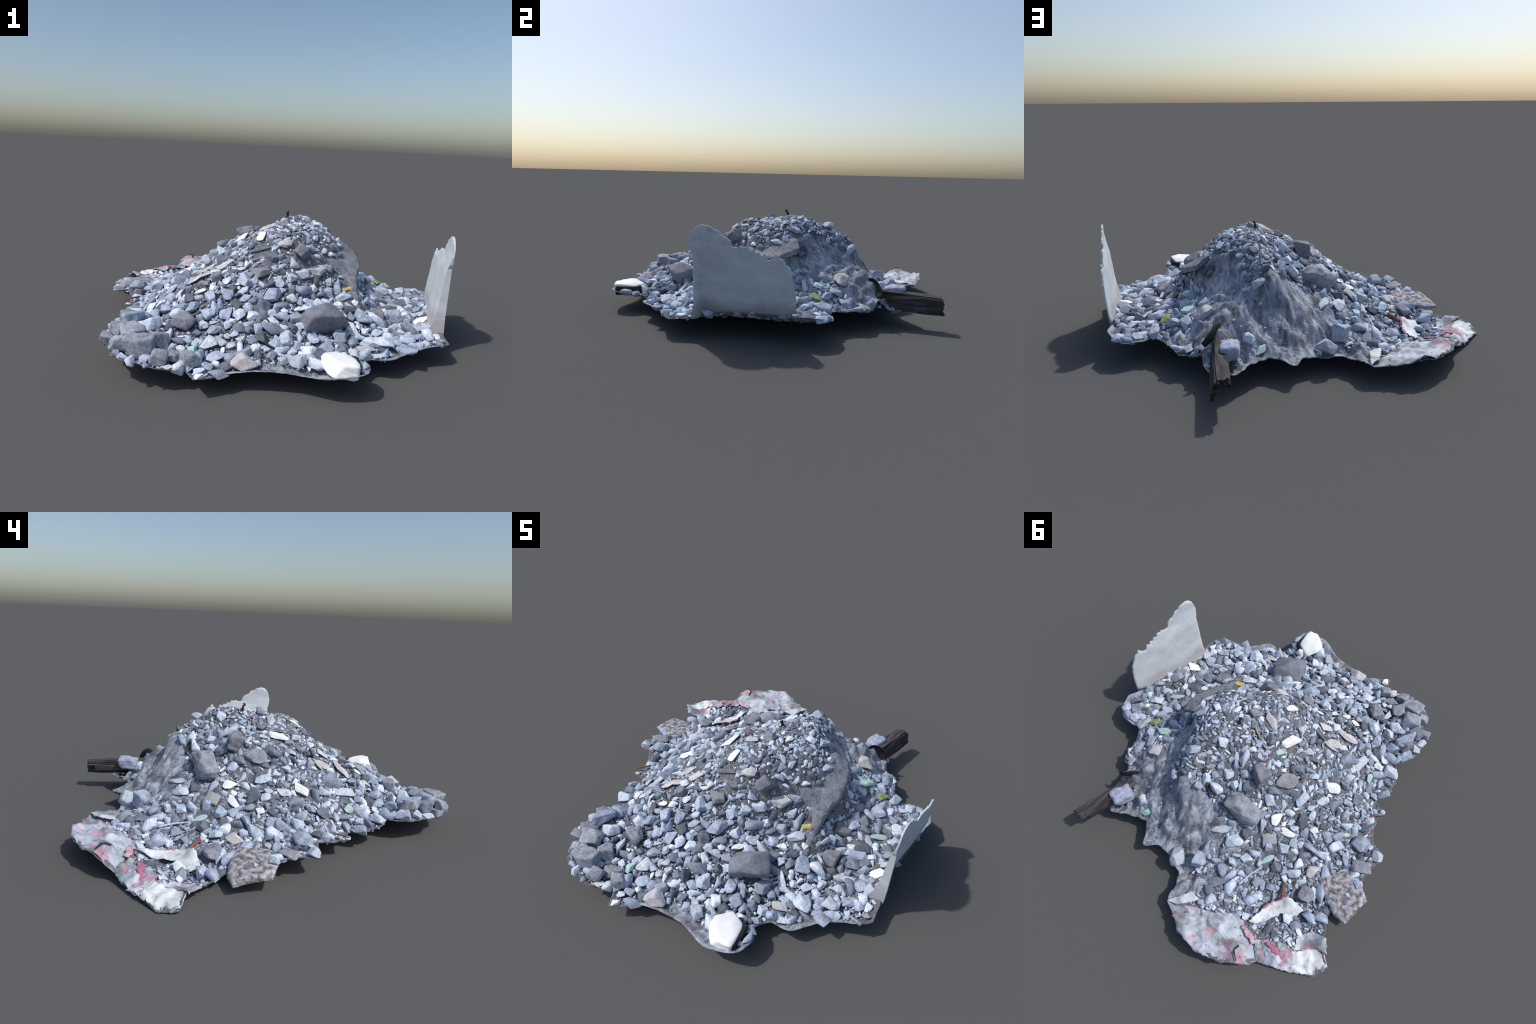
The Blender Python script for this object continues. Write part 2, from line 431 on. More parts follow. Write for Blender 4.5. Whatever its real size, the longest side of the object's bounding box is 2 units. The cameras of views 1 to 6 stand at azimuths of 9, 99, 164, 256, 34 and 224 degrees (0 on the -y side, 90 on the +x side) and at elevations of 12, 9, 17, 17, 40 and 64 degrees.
# ------------------------------------------------------------------ objects
HEAP = bpy.data.objects.new('rubble_heap', None)
bpy.context.scene.collection.objects.link(HEAP)
HEAP['label'] = 'ragged heap of grey rubble with wall panel and timber'
HEAP['category'] = 'rubble heap'

def add(name, mesh, mat=None, parent=HEAP):
    o = bpy.data.objects.new(name, mesh)
    bpy.context.scene.collection.objects.link(o)
    o.parent = parent
    if mat is not None and not mesh.materials:
        mesh.materials.append(mat)
    return o

def mesh_from(name, v, f, smooth_shade=True):
    me = bpy.data.meshes.new(name)
    me.from_pydata([tuple(p) for p in v], [], [tuple(t) for t in f])
    if smooth_shade:
        me.polygons.foreach_set('use_smooth', [True] * len(me.polygons))
    me.update()
    return me

def thicken(o, t, offset=-1):
    md = o.modifiers.new('thickness', 'SOLIDIFY')
    md.thickness = t
    md.offset = offset
    md.use_rim = True

# where the ground is stony (1) and where it is bare soil or sheeting (0)
def stony(x, y):
    bare = smooth(.40, .48, y + .06 * fbm(x * 8, y * 8, 91)) * smooth(-.26, -.12, x) * smooth(.60, .50, x)   # soil slope at the back
    bare = np.maximum(bare, smooth(.27, .32, x) * smooth(.52, .46, x) * smooth(.17, .24, y))                 # steep east face
    sheet = .5 * smooth(-.42, -.5, x) * smooth(.32, .42, y)                   # torn sheeting
    sheet = np.maximum(sheet, .6 * smooth(.72, .8, y))
    apron = smooth(-.79, -.83, y) * smooth(.02, .1, x)                   # bare strip along the front rim
    apron = np.maximum(apron, smooth(.60, .72, x) * smooth(-.44, -.52, y))
    return np.clip(1 - bare - sheet - apron, 0, 1)

def relief(x, y):
    s = stony(x, y)
    z = .016 * s * pebbles(x * 24, y * 24, 11) + .009 * (0.4 + .6 * s) * pebbles(x * 52, y * 52, 31)
    back = smooth(.42, .55, y) * smooth(-.3, -.15, x)
    z = z + .058 * back * fbm(x * 13, y * 8, 41, 4) + .028 * back * pebbles(x * 13 + .3 * y, y * 9, 45) + .006 * fbm(x * 22, y * 22, 51)
    # streaks running down the east face
    east = smooth(.24, .30, x) * smooth(.60, .45, x) * smooth(.12, .22, y)
    z = z + .020 * east * fbm((x + y) * 20, (y - x) * 5, 61)
    front = smooth(-.28, -.42, y) * smooth(-.5, -.3, x)                       # loose stones with deep gaps
    return z - .015 - .010 * front

def ground(x, y):
    return heap(x, y) + relief(np.atleast_1d(x), np.atleast_1d(y))

V2D, FACES = triangulate(RIMXY, .0075)
bx, by = V2D[:, 0], V2D[:, 1]
edge_gap = np.full(len(bx), 9.)
for s_ in range(0, len(bx), 4000):
    edge_gap[s_:s_ + 4000] = np.hypot(bx[s_:s_ + 4000, None] - RIMXY[None, :, 0], by[s_:s_ + 4000, None] - RIMXY[None, :, 1]).min(1)
rl = relief(bx, by)
bz = heap(bx, by) + np.where(rl < 0, rl * (.15 + .85 * smooth(.0, .05, edge_gap)), rl)      # the rim keeps its height
nb = heap_normal(bx, by)
bed = add('soil_bed', mesh_from('soil_bed', np.stack([bx, by, np.maximum(bz, .004)], 1), FACES), MAT['soil'])
thicken(bed, .003)

# ------------------------------------------------------------------ stones
def ico(sub):
    bm = bmesh.new()
    bmesh.ops.create_icosphere(bm, subdivisions=sub, radius=1)
    bm.verts.ensure_lookup_table()
    v = np.array([tuple(p.co) for p in bm.verts])
    f = np.array([[q.index for q in t.verts] for t in bm.faces])
    bm.free()
    return v, f

ICO = {s: ico(s) for s in (1, 2, 3, 4)}

def rock_shape(seed, sub, facets=11, edge=30, rough=.05, spread=(.68, 1.0)):
    """an angular lump: the space inside a handful of spread-out planes, its surface chipped"""
    r = np.random.default_rng(seed)
    d, f = ICO[sub]
    n = []
    while len(n) < facets:
        c = r.normal(size=(12, 3)); c /= np.linalg.norm(c, axis=1)[:, None]
        n.append(c[0] if not n else c[np.argmin((c @ np.array(n).T).max(1))])
    n = np.array(n)
    h = r.uniform(*spread, facets)
    rad = ((np.maximum(d @ n.T, 0) / h) ** edge).sum(1) ** (-1 / edge)
    rad = np.minimum(rad, 1.35)
    chip = np.zeros(len(d))
    for i in range(14):
        w = r.normal(size=3) * (2.2 if i < 6 else 6.0)
        chip += np.sin(d @ w + r.uniform(0, 6.28)) * (1 if i < 6 else .55)
    rad = rad * (1 + rough * chip * .35)
    v = d * rad[:, None]
    return v / np.abs(v).max(0), f

PROTO = []
for i in range(20):
    PROTO.append(rock_shape(100 + i, 4, facets=(7, 8, 9, 11)[i % 4] if i < 13 else 7, edge=(26, 45, 70)[i % 3], rough=(.05, .07, .09)[i % 3] if i < 13 else .03, spread=(.6, 1.0)))
ROCK_MESH = {}
def rock_mesh(i, kind):
    key = (i, kind)
    if key not in ROCK_MESH:
        me = mesh_from('rock_%s' % kind, *PROTO[i])
        me.materials.append(MAT[kind])
        ROCK_MESH[key] = me
    return ROCK_MESH[key]

def frame(n, yaw, tilt=(0, 0)):
    """rotation whose z is near the ground normal n"""
    n = Vector(n)
    q = Vector((0, 0, 1)).rotation_difference(n).to_matrix()
    return q @ Matrix.Rotation(yaw, 3, 'Z') @ Matrix.Rotation(tilt[0], 3, 'X') @ Matrix.Rotation(tilt[1], 3, 'Y')

PLACED = []          # (x, y, radius) of everything already on the heap

def place_rock(x, y, l, w, h, yaw=0., kind='stone', sink=.35, name='rock', shape=None, lift=0., tilt=(0, 0), follow=.8):
    """one rock: length, width, height; sunk into the bed by a share of its height"""
    i = shape if shape is not None else int(rng.integers(len(PROTO)))
    o = add(name, rock_mesh(i, kind))
    n = heap_normal(np.array([x]), np.array([y]), .03)[0]
    n = n * follow + np.array([0, 0, 1 - follow])
    n /= np.linalg.norm(n)
    z = heap([x], [y])[0] - .004 + lift
    R = frame(n, yaw, tilt)
    c = Vector((x, y, z)) + Vector(n) * h * (.5 - sink)
    o.matrix_world = Matrix.LocRotScale(c, R.to_quaternion(), Vector((l / 2, w / 2, h / 2)))
    PLACED.append((x, y, .5 * max(l, w)))
    return o

# ------------------------------------------------------------------ scatter
def scatter(count, rmin, rmax, power, dens, k, gap=.8):
    r = np.random.default_rng(k)
    cell = .1
    grid = {}
    def put(x, y, rad):
        grid.setdefault((int(math.floor(x / cell)), int(math.floor(y / cell))), []).append((x, y, rad))
    for p in PLACED:
        put(*p)
    N = count * 20
    xs, ys = r.uniform(-1, 1, N), r.uniform(-1, 1, N)
    keep = inside(xs, ys, RIM_INNER)
    xs, ys = xs[keep], ys[keep]
    dn = dens(xs, ys) * np.minimum(heap_normal(xs, ys)[:, 2] ** -1, 2.2) / 2.2
    keep = r.uniform(0, 1, len(xs)) < dn
    xs, ys = xs[keep], ys[keep]
    rad = np.sort(rmin * (1 - r.uniform(0, 1, len(xs)) * (1 - (rmin / rmax) ** power)) ** (-1 / power))[::-1]
    out = []
    for x, y, a in zip(xs, ys, rad):
        gx, gy = int(math.floor(x / cell)), int(math.floor(y / cell))
        ok = True
        for i in (-1, 0, 1):
            for j in (-1, 0, 1):
                for q in grid.get((gx + i, gy + j), ()):
                    if (q[0] - x) ** 2 + (q[1] - y) ** 2 < ((q[2] + a) * gap) ** 2:
                        ok = False
                        break
                if not ok: break
            if not ok: break
        if ok:
            put(x, y, a)
            out.append((x, y, a))
            if len(out) >= count:
                break
    return out

# rocks that can be told apart: x, y, length, width, height, heading, stone
GREY_ROCKS = [
    (-0.420, -0.672, 0.163, 0.081, 0.093, 1.47, 'stone'),
    (-0.331, -0.701, 0.115, 0.074, 0.082, 0.64, 'stone'),
    (-0.143, -0.753, 0.054, 0.047, 0.033, 0.36, 'stone'),
    (-0.227, -0.929, 0.082, 0.056, 0.050, 1.12, 'stone'),
    (-0.014, -0.814, 0.100, 0.064, 0.039, 0.54, 'stone'),
    (0.099, -0.798, 0.086, 0.063, 0.051, 0.82, 'stone'),
    (0.119, -0.717, 0.044, 0.055, 0.031, 1.18, 'stone'),
    (0.209, -0.713, 0.074, 0.054, 0.038, 0.29, 'stone'),
    (0.353, -0.710, 0.063, 0.070, 0.050, 0.48, 'stone'),
    (0.422, -0.652, 0.075, 0.071, 0.050, 0.78, 'stone'),
    (0.476, -0.534, 0.099, 0.072, 0.058, 1.05, 'stone'),
    (0.567, -0.475, 0.064, 0.036, 0.022, 0.48, 'stone'),
    (0.591, -0.514, 0.056, 0.036, 0.021, 0.11, 'stone'),
    (0.576, -0.341, 0.086, 0.102, 0.077, 0.73, 'stone'),
    (0.741, -0.145, 0.096, 0.077, 0.054, 0.43, 'stone'),
    (0.794, -0.098, 0.071, 0.058, 0.035, 0.38, 'stone'),
    (0.678, -0.299, 0.060, 0.042, 0.025, 0.73, 'stone'),
    (0.764, -0.312, 0.080, 0.050, 0.030, 0.74, 'stone'),
    (0.639, -0.403, 0.084, 0.054, 0.033, 0.70, 'stone'),
    (0.841, -0.237, 0.102, 0.074, 0.033, 0.69, 'stone'),
    (0.732, -0.027, 0.110, 0.089, 0.053, 0.66, 'stone'),
    (0.700, 0.215, 0.086, 0.068, 0.048, 0.70, 'stone'),
    (0.632, 0.470, 0.104, 0.045, 0.031, 1.02, 'stone'),
    (0.159, -0.449, 0.126, 0.094, 0.057, 0.73, 'stone'),
    (0.363, 0.170, 0.091, 0.060, 0.042, 1.42, 'stone'),
    (0.066, -0.253, 0.123, 0.029, 0.017, 0.21, 'stone'),
    (-0.028, -0.604, 0.105, 0.066, 0.033, 1.32, 'stone'),
    (-0.053, -0.693, 0.080, 0.047, 0.028, 0.70, 'stone'),
    (0.089, -0.588, 0.074, 0.056, 0.034, 1.04, 'stone'),
    (0.040, -0.498, 0.076, 0.038, 0.023, 1.00, 'stone'),
    (-0.120, 0.668, 0.102, 0.102, 0.123, -3.04, 'stone'),
    (-0.654, -0.025, 0.133, 0.105, 0.084, -2.34, 'stone'),
    (-0.611, -0.110, 0.064, 0.071, 0.039, -2.74, 'stone'),
    (-0.483, -0.616, 0.102, 0.076, 0.061, -2.35, 'stone'),
    (-0.480, -0.185, 0.106, 0.069, 0.034, -1.56, 'stone'),
    (-0.408, 0.524, 0.073, 0.068, 0.027, -1.97, 'stone'),
    (-0.476, 0.381, 0.049, 0.055, 0.025, -2.91, 'stone'),
    (-0.520, 0.087, 0.080, 0.083, 0.040, -1.56, 'stone'),
    (-0.415, 0.257, 0.057, 0.062, 0.028, -2.08, 'stone'),
    (-0.296, 0.071, 0.094, 0.068, 0.034, -1.85, 'stone'),
    (-0.336, -0.878, 0.154, 0.094, 0.085, -2.67, 'stone'),
    (-0.270, 0.664, 0.115, 0.061, 0.031, -1.99, 'stone'),
    (-0.198, 0.473, 0.109, 0.074, 0.037, -1.87, 'stone'),
    (-0.293, 0.489, 0.073, 0.054, 0.027, -1.98, 'stone'),
]
PALE_ROCKS = [
    (-0.233, -0.745, 0.101, 0.043, 0.035, 1.85, 'pale'),
    (-0.091, -0.887, 0.084, 0.046, 0.037, 1.35, 'pale'),
    (0.316, -0.798, 0.074, 0.078, 0.067, 0.58, 'pale'),
    (0.181, -0.753, 0.028, 0.036, 0.020, 0.91, 'pale'),
    (0.288, -0.735, 0.054, 0.035, 0.021, 0.86, 'pale'),
    (0.538, -0.617, 0.058, 0.057, 0.040, 0.69, 'pale'),
    (0.672, -0.481, 0.102, 0.089, 0.058, 0.29, 'pale'),
    (0.772, -0.410, 0.084, 0.080, 0.056, 0.49, 'pale'),
    (0.645, -0.598, 0.071, 0.035, 0.010, 0.40, 'pale'),
    (0.738, -0.250, 0.076, 0.051, 0.036, 0.56, 'pale'),
    (0.689, -0.352, 0.065, 0.046, 0.037, 1.33, 'pale'),
    (0.738, 0.374, 0.105, 0.065, 0.052, 1.13, 'pale'),
    (0.852, 0.115, 0.072, 0.060, 0.030, 0.74, 'pale'),
    (0.476, -0.261, 0.103, 0.057, 0.045, 0.58, 'pale'),
    (0.167, -0.550, 0.058, 0.051, 0.041, 0.42, 'pale'),
    (0.404, -0.176, 0.074, 0.043, 0.026, 1.47, 'pale'),
    (0.281, -0.274, 0.089, 0.057, 0.040, 0.60, 'pale'),
    (0.317, -0.068, 0.067, 0.033, 0.023, 1.52, 'pale'),
    (0.442, 0.074, 0.080, 0.037, 0.022, 1.19, 'pale'),
    (0.319, 0.111, 0.057, 0.040, 0.028, -0.12, 'pale'),
    (-0.251, 0.169, 0.070, 0.034, 0.014, 2.39, 'pale'),
    (-0.373, -0.018, 0.090, 0.048, 0.019, -1.89, 'pale'),
    (-0.102, 0.498, 0.122, 0.047, 0.024, -2.25, 'pale'),
    (-0.031, 0.740, 0.122, 0.082, 0.100, 2.47, 'pale'),
    (-0.773, -0.041, 0.065, 0.067, 0.052, -2.52, 'pale'),
    (-0.487, -0.471, 0.113, 0.075, 0.052, -2.91, 'pale'),
    (-0.524, 0.347, 0.078, 0.055, 0.033, -2.10, 'pale'),
    (0.339, 0.673, 0.068, 0.077, 0.061, -2.74, 'pale'),
    (-0.782, -0.054, 0.027, 0.042, 0.013, -1.76, 'pale'),
    (-0.620, -0.264, 0.036, 0.038, 0.021, -2.42, 'pale'),
    (-0.350, -0.341, 0.127, 0.065, 0.033, -1.49, 'pale'),
    (-0.498, -0.757, 0.080, 0.043, 0.034, -1.73, 'pale'),
    (-0.425, -0.804, 0.054, 0.078, 0.049, -2.67, 'pale'),
]
DARK_ROCKS = [
    (-0.184, -0.673, 0.132, 0.106, 0.118, -0.03, 'dark'),
    (-0.176, -0.864, 0.114, 0.070, 0.042, 0.68, 'brown'),
    (0.648, -0.203, 0.120, 0.095, 0.077, 1.25, 'brown'),
    (0.607, -0.022, 0.126, 0.090, 0.063, 0.94, 'brown'),
    (0.673, 0.113, 0.066, 0.072, 0.048, 0.78, 'dark'),
    (0.087, -0.352, 0.110, 0.067, 0.047, 0.31, 'brown'),
    (0.152, -0.004, 0.070, 0.059, 0.059, 1.18, 'dark'),
    (0.257, -0.209, 0.124, 0.085, 0.077, 0.99, 'dark'),
    (-0.088, 0.180, 0.118, 0.131, 0.107, -2.32, 'dark'),
    (-0.188, 0.102, 0.141, 0.100, 0.040, -2.06, 'brown'),
    (-0.751, 0.057, 0.116, 0.083, 0.058, -2.44, 'brown'),
    (-0.439, -0.651, 0.112, 0.091, 0.082, -2.15, 'brown'),
    (-0.000, 0.021, 0.051, 0.066, 0.046, -2.63, 'dark'),
    (-0.640, 0.384, 0.104, 0.101, 0.071, -2.17, 'dark'),
]
TINTED_CHIPS = [
    (0.105, -0.850, 0.123, 0.098, 0.069, 0.27, 'pink'),
    (0.071, -0.722, 0.054, 0.046, 0.032, 1.59, 'beige'),
    (0.584, -0.551, 0.097, 0.044, 0.018, 0.31, 'beige'),
    (0.795, 0.180, 0.053, 0.041, 0.021, 0.60, 'beige'),
    (0.495, 0.445, 0.115, 0.100, 0.060, 0.73, 'beige'),
    (0.345, -0.182, 0.119, 0.067, 0.040, 1.06, 'beige'),
    (0.180, -0.224, 0.088, 0.057, 0.028, 0.58, 'beige'),
    (0.071, -0.047, 0.120, 0.050, 0.030, -0.09, 'beige'),
    (-0.109, -0.305, 0.103, 0.045, 0.014, 0.73, 'pink'),
    (-0.199, -0.249, 0.127, 0.023, 0.007, 0.30, 'beige'),
    (-0.209, -0.368, 0.160, 0.041, 0.016, 0.22, 'beige'),
    (-0.739, 0.152, 0.062, 0.019, 0.010, -2.24, 'beige'),
    (-0.582, 0.275, 0.093, 0.062, 0.056, -1.62, 'beige'),
    (-0.189, -0.268, 0.108, 0.054, 0.016, -2.43, 'beige'),
    (-0.225, -0.382, 0.107, 0.040, 0.016, -2.73, 'pink'),
    (0.164, 0.309, 0.039, 0.026, 0.013, -2.09, 'beige'),
    (0.598, 0.570, 0.076, 0.060, 0.024, -1.77, 'beige'),
]
PLASTER_CHIPS = [
    (-0.171, -0.939, 0.061, 0.032, 0.013, 0.86, 'white'),
    (0.874, -0.129, 0.095, 0.056, 0.020, 0.69, 'brightwhite'),
    (0.852, 0.271, 0.046, 0.031, 0.016, 0.42, 'white'),
    (0.536, -0.265, 0.040, 0.042, 0.028, 0.90, 'white'),
    (0.282, -0.468, 0.071, 0.032, 0.016, 0.85, 'white'),
    (-0.010, -0.345, 0.055, 0.021, 0.011, 0.39, 'white'),
    (-0.175, -0.491, 0.063, 0.033, 0.016, 0.37, 'white'),
    (-0.114, -0.475, 0.055, 0.039, 0.020, 0.92, 'white'),
    (0.056, -0.183, 0.080, 0.044, 0.026, 1.34, 'white'),
    (0.231, 0.042, 0.063, 0.034, 0.021, 1.38, 'white'),
    (0.403, -0.066, 0.060, 0.027, 0.016, 0.81, 'white'),
    (-0.064, -0.048, 0.140, 0.056, 0.020, -1.81, 'white'),
    (-0.275, 0.248, 0.084, 0.061, 0.021, -1.30, 'white'),
    (-0.359, 0.238, 0.092, 0.044, 0.015, -2.69, 'white'),
    (-0.361, -0.109, 0.115, 0.063, 0.038, -2.53, 'white'),
    (-0.445, 0.119, 0.052, 0.041, 0.017, -2.02, 'white'),
]
GLASS_AND_SCRAPS = [
    (-0.115, -0.798, 0.070, 0.042, 0.025, 1.52, 'mint'),
    (0.768, 0.087, 0.125, 0.040, 0.016, 0.74, 'mint'),
    (0.677, 0.320, 0.095, 0.053, 0.027, 0.96, 'green'),
    (0.572, 0.331, 0.106, 0.054, 0.032, 0.77, 'mint'),
    (0.499, -0.185, 0.058, 0.038, 0.019, 0.67, 'yellow'),
    (-0.070, 0.032, 0.064, 0.037, 0.011, -2.16, 'mint'),
    (-0.375, 0.408, 0.094, 0.038, 0.012, -1.67, 'mint'),
    (-0.440, -0.338, 0.075, 0.051, 0.020, -1.34, 'mint'),
    (0.278, 0.704, 0.096, 0.043, 0.026, -2.50, 'mint'),
]

for group, name in ((GREY_ROCKS, 'rock'), (PALE_ROCKS, 'rock'), (DARK_ROCKS, 'rock'), (TINTED_CHIPS, 'brick_chip'),
                    (PLASTER_CHIPS, 'plaster_chip'), (GLASS_AND_SCRAPS, 'shard')):
    for x, y, l, w, h, yaw, kind in group:
        thin = h < .45 * w
        place_rock(x, y, l, w, max(h, .014), yaw, kind, sink=.25 if thin else .32, name=name, follow=.95 if thin else .75,
                   shape=int(rng.integers(12, 18)) if thin or name == 'plaster_chip' else None,
                   tilt=(rng.normal(0, .06), rng.normal(0, .06)))

def superblock(name, size, at, yaw, kind, seed=1, edge=16, cuts=3, rough=.03, tilt=(0, 0), parent=HEAP):
    """a squared block with worn edges"""
    r = np.random.default_rng(seed)
    d, f = ICO[4]
    n = np.r_[np.eye(3), -np.eye(3)]
    h = np.ones(6)
    if cuts:
        m = r.normal(size=(cuts, 3)); m /= np.linalg.norm(m, axis=1)[:, None]
        n, h = np.r_[n, m], np.r_[h, r.uniform(.85, 1.15, cuts)]
    rad = ((np.maximum(d @ n.T, 0) / h) ** edge).sum(1) ** (-1 / edge)
    rad *= 1 + rough * (np.sin(d[:, 0] * 7 + seed) * np.sin(d[:, 1] * 6) + .5 * np.sin(d[:, 2] * 13 + d[:, 0] * 9 + seed))
    me = mesh_from(name, d * rad[:, None] * np.array(size) / 2, f)
    o = add(name, me, MAT[kind], parent)
    o.matrix_world = Matrix.LocRotScale(Vector(at), (Matrix.Rotation(yaw, 3, 'Z') @ Matrix.Rotation(tilt[0], 3, 'X') @ Matrix.Rotation(tilt[1], 3, 'Y')).to_quaternion(), Vector((1, 1, 1)))
    PLACED.append((at[0], at[1], .45 * max(size[:2])))
    return o

MAT['slate'] = stone_mat('dark_grey_block', flat_stops((.29, .315, .365), .12), mottled=.4)
MAT['umber'] = stone_mat('umber_block', flat_stops((.195, .205, .245), .1), mottled=.3, tint=(.17, .165, .18))
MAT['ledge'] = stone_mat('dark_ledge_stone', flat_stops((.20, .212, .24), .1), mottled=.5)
MAT['blue'] = stone_mat('bluish_stone', flat_stops((.36, .40, .53), .1), mottled=.35)
# broken blocks piled at the left front corner
for size, at, yaw, tilt, seed in (((.12, .085, .08), (-.305, -.893, .147), .12, (.02, .03), 3), ((.10, .085, .085), (-.365, -.80, .155), .5, (.25, -.15), 21),
                                  ((.075, .07, .07), (-.262, -.815, .142), .9, (-.2, .2), 22), ((.075, .06, .07), (-.44, -.765, .148), 1.2, (.1, .3), 23),
                                  ((.065, .055, .055), (-.40, -.885, .138), .3, (.15, -.2), 24), ((.065, .055, .05), (-.21, -.925, .122), .2, (.1, .1), 25),
                                  ((.07, .05, .055), (-.10, -.885, .116), .7, (-.1, .2), 26), ((.055, .045, .045), (-.478, -.81, .126), .2, (.2, .2), 27)):
    superblock('rock', size, at, yaw, 'slate', seed, 45, 4, .035, tilt)
# the big tilted stone on the front slope and the pale block at the front rim beside an added black body for its baked shade
superblock('rock', (.19, .115, .125), (.388, -.505, .210), .55, 'umber', 31, 50, 5, .02, (.50, .12))
superblock('rock', (.10, .15, .055), (.506, -.785, .112), .1, 'nearblack', 5, 30, 5, .03)  # added block: the dark side baked into the pale block's colour
superblock('plaster_block', (.135, .168, .060), (.474, -.797, .128), .2, 'brightwhite', 6, 60, 12, .015, (.0, .10))
# the long dark boulder on the back slope
superblock('rock', (.20, .105, .115), (-.128, .352, .315), .20, 'slate', 12, 14, 5, .05, (.0, -.52))
superblock('rock', (.085, .12, .075), (.435, .748, .175), -.2, 'blue', 9, 12, 7, .06)

def stitched(name, v2, faces, front, back, mat, parent=HEAP, smooth_shade=True):
    """solid between two surfaces spanned over the same outline"""
    n = len(v2)
    count = {}
    for f in faces:
        for a, b in zip(f, f[1:] + f[:1]):
            count[(a, b)] = 1
    rim = [(a, b) for a, b in count if (b, a) not in count]
    F = [tuple(f) for f in faces] + [tuple(i + n for i in f[::-1]) for f in faces] + [(b, a, a + n, b + n) for a, b in rim]
    me = mesh_from(name, np.r_[front, back], F, smooth_shade)
    me.polygons.foreach_set('use_smooth', [i < 2 * len(faces) for i in range(len(F))])
    return add(name, me, mat, parent)

def densify(P, step, jag=0., k=0):
    P = np.array(P, float)
    out = []
    for a, b in zip(P, np.roll(P, -1, 0)):
        m = max(1, int(np.linalg.norm(b - a) / step))
        for t in np.arange(m) / m:
            out.append(a + (b - a) * t)
    out = np.array(out)
    if jag:
        i = np.arange(len(out))
        out = out + jag * (np.stack([hash01(i, 1, k), hash01(i, 2, k)], 1) - .5)
    return out

# ---- upright wall panel, broken along its top; outline in (y, z)
TOP = [(.255, .16), (.249, .267), (.232, .334), (.222, .364), (.204, .389), (.189, .418), (.172, .423), (.157, .445), (.143, .420), (.125, .412), (.114, .414),
       (.098, .440), (.085, .432), (.072, .447), (.055, .440), (.044, .458), (.03, .452), (.015, .470), (-.004, .466), (-.014, .475), (-.035, .462), (-.056, .466), (-.07, .49),
       (-.085, .508), (-.115, .525), (-.13, .54), (-.15, .547), (-.16, .556), (-.18, .560), (-.205, .567), (-.23, .560), (-.25, .54), (-.262, .51), (-.268, .476), (-.262, .44), (-.252, .42)]
FOOT = [(-.25, .30), (-.248, .18), (-.26, .10), (-.15, .118), (-.06, .128), (.10, .132), (.20, .138)]
panel_outline = densify(TOP + FOOT, .012)
broken = (panel_outline[:, 0] > -.19) & (panel_outline[:, 1] > .25)
panel_outline += broken[:, None] * .005 * (hash01(np.arange(len(panel_outline)), 1, 3)[:, None] - .5)
pv, pf = triangulate(panel_outline, .014)
py_, pz_ = pv[:, 0], pv[:, 1]
front_x = np.interp(pz_, [.10, .13, .16, .20, .25, .33, .40, .45, .50], [.890, .902, .914, .921, .928, .936, .943, .956, .963])
back_x = np.interp(pz_, [.12, .15, .2, .3, .45], [.930, .945, .953, .962, .969])
west = front_x + (back_x - front_x) * smooth(-.30, .30, py_) + .003 * fbm(py_ * 9, pz_ * 9, 71)
east = west + .007 + np.maximum(.968 - west - .007, 0) * smooth(-.205, -.232, py_)
panel = stitched('wall_panel', pv, pf, np.stack([east, py_, pz_], 1), np.stack([west, py_, pz_], 1), MAT['panel'])

# ---- squared timber sticking out at the back
def board(name, near, far, w, h, seed, lean=0., parent=HEAP):
    """a split, grooved board between two points"""
    L, m = 50, 48
    th = np.arange(m) / m * 2 * math.pi
    c, s_ = np.cos(th), np.sin(th)
    r = (np.abs(c) ** 9 + np.abs(s_) ** 9) ** (-1 / 9)
    px, pz = c * r, s_ * r
    near, far = np.array(near), np.array(far)
    V = []
    for i in range(L + 1):
        t = i / L
        q = near + (far - near) * t
        g = 1 + .22 * (vnoise(px * 5 + seed, pz * 5 + t * 1.5, 81) - .5) + .06 * math.sin(t * 7 + seed)
        x_, z_ = px * w / 2 * g, pz * h / 2 * g
        end = .018 * (vnoise(px * 4 + seed, pz * 4, 83) - .5) if i == L else 0
        V.append(np.stack([q[0] + x_ * math.cos(lean) - z_ * math.sin(lean), q[1] + end + 0 * x_, q[2] + x_ * math.sin(lean) + z_ * math.cos(lean)], 1))
    F = [(i * m + j, i * m + (j + 1) % m, (i + 1) * m + (j + 1) % m, (i + 1) * m + j) for i in range(L) for j in range(m)]
    V = np.concatenate(V)
    V = np.r_[V, [V[-m:].mean(0) - np.array([0, .012, 0])]]
    F += [(L * m + j, L * m + (j + 1) % m, len(V) - 1) for j in range(m)]
    me = mesh_from(name, V, F)
    me.set_sharp_from_angle(angle=math.radians(45))
    return add(name, me, MAT['wood'], parent)
beam = board('timber', (.455, .58, .185), (.508, .988, .163), .056, .028, 4, -.05)
board('split_board', (.482, .58, .135), (.547, .996, .127), .024, .080, 9, .25, beam)
board('split_board', (.432, .60, .150), (.482, .95, .140), .016, .046, 14, -.1, beam)

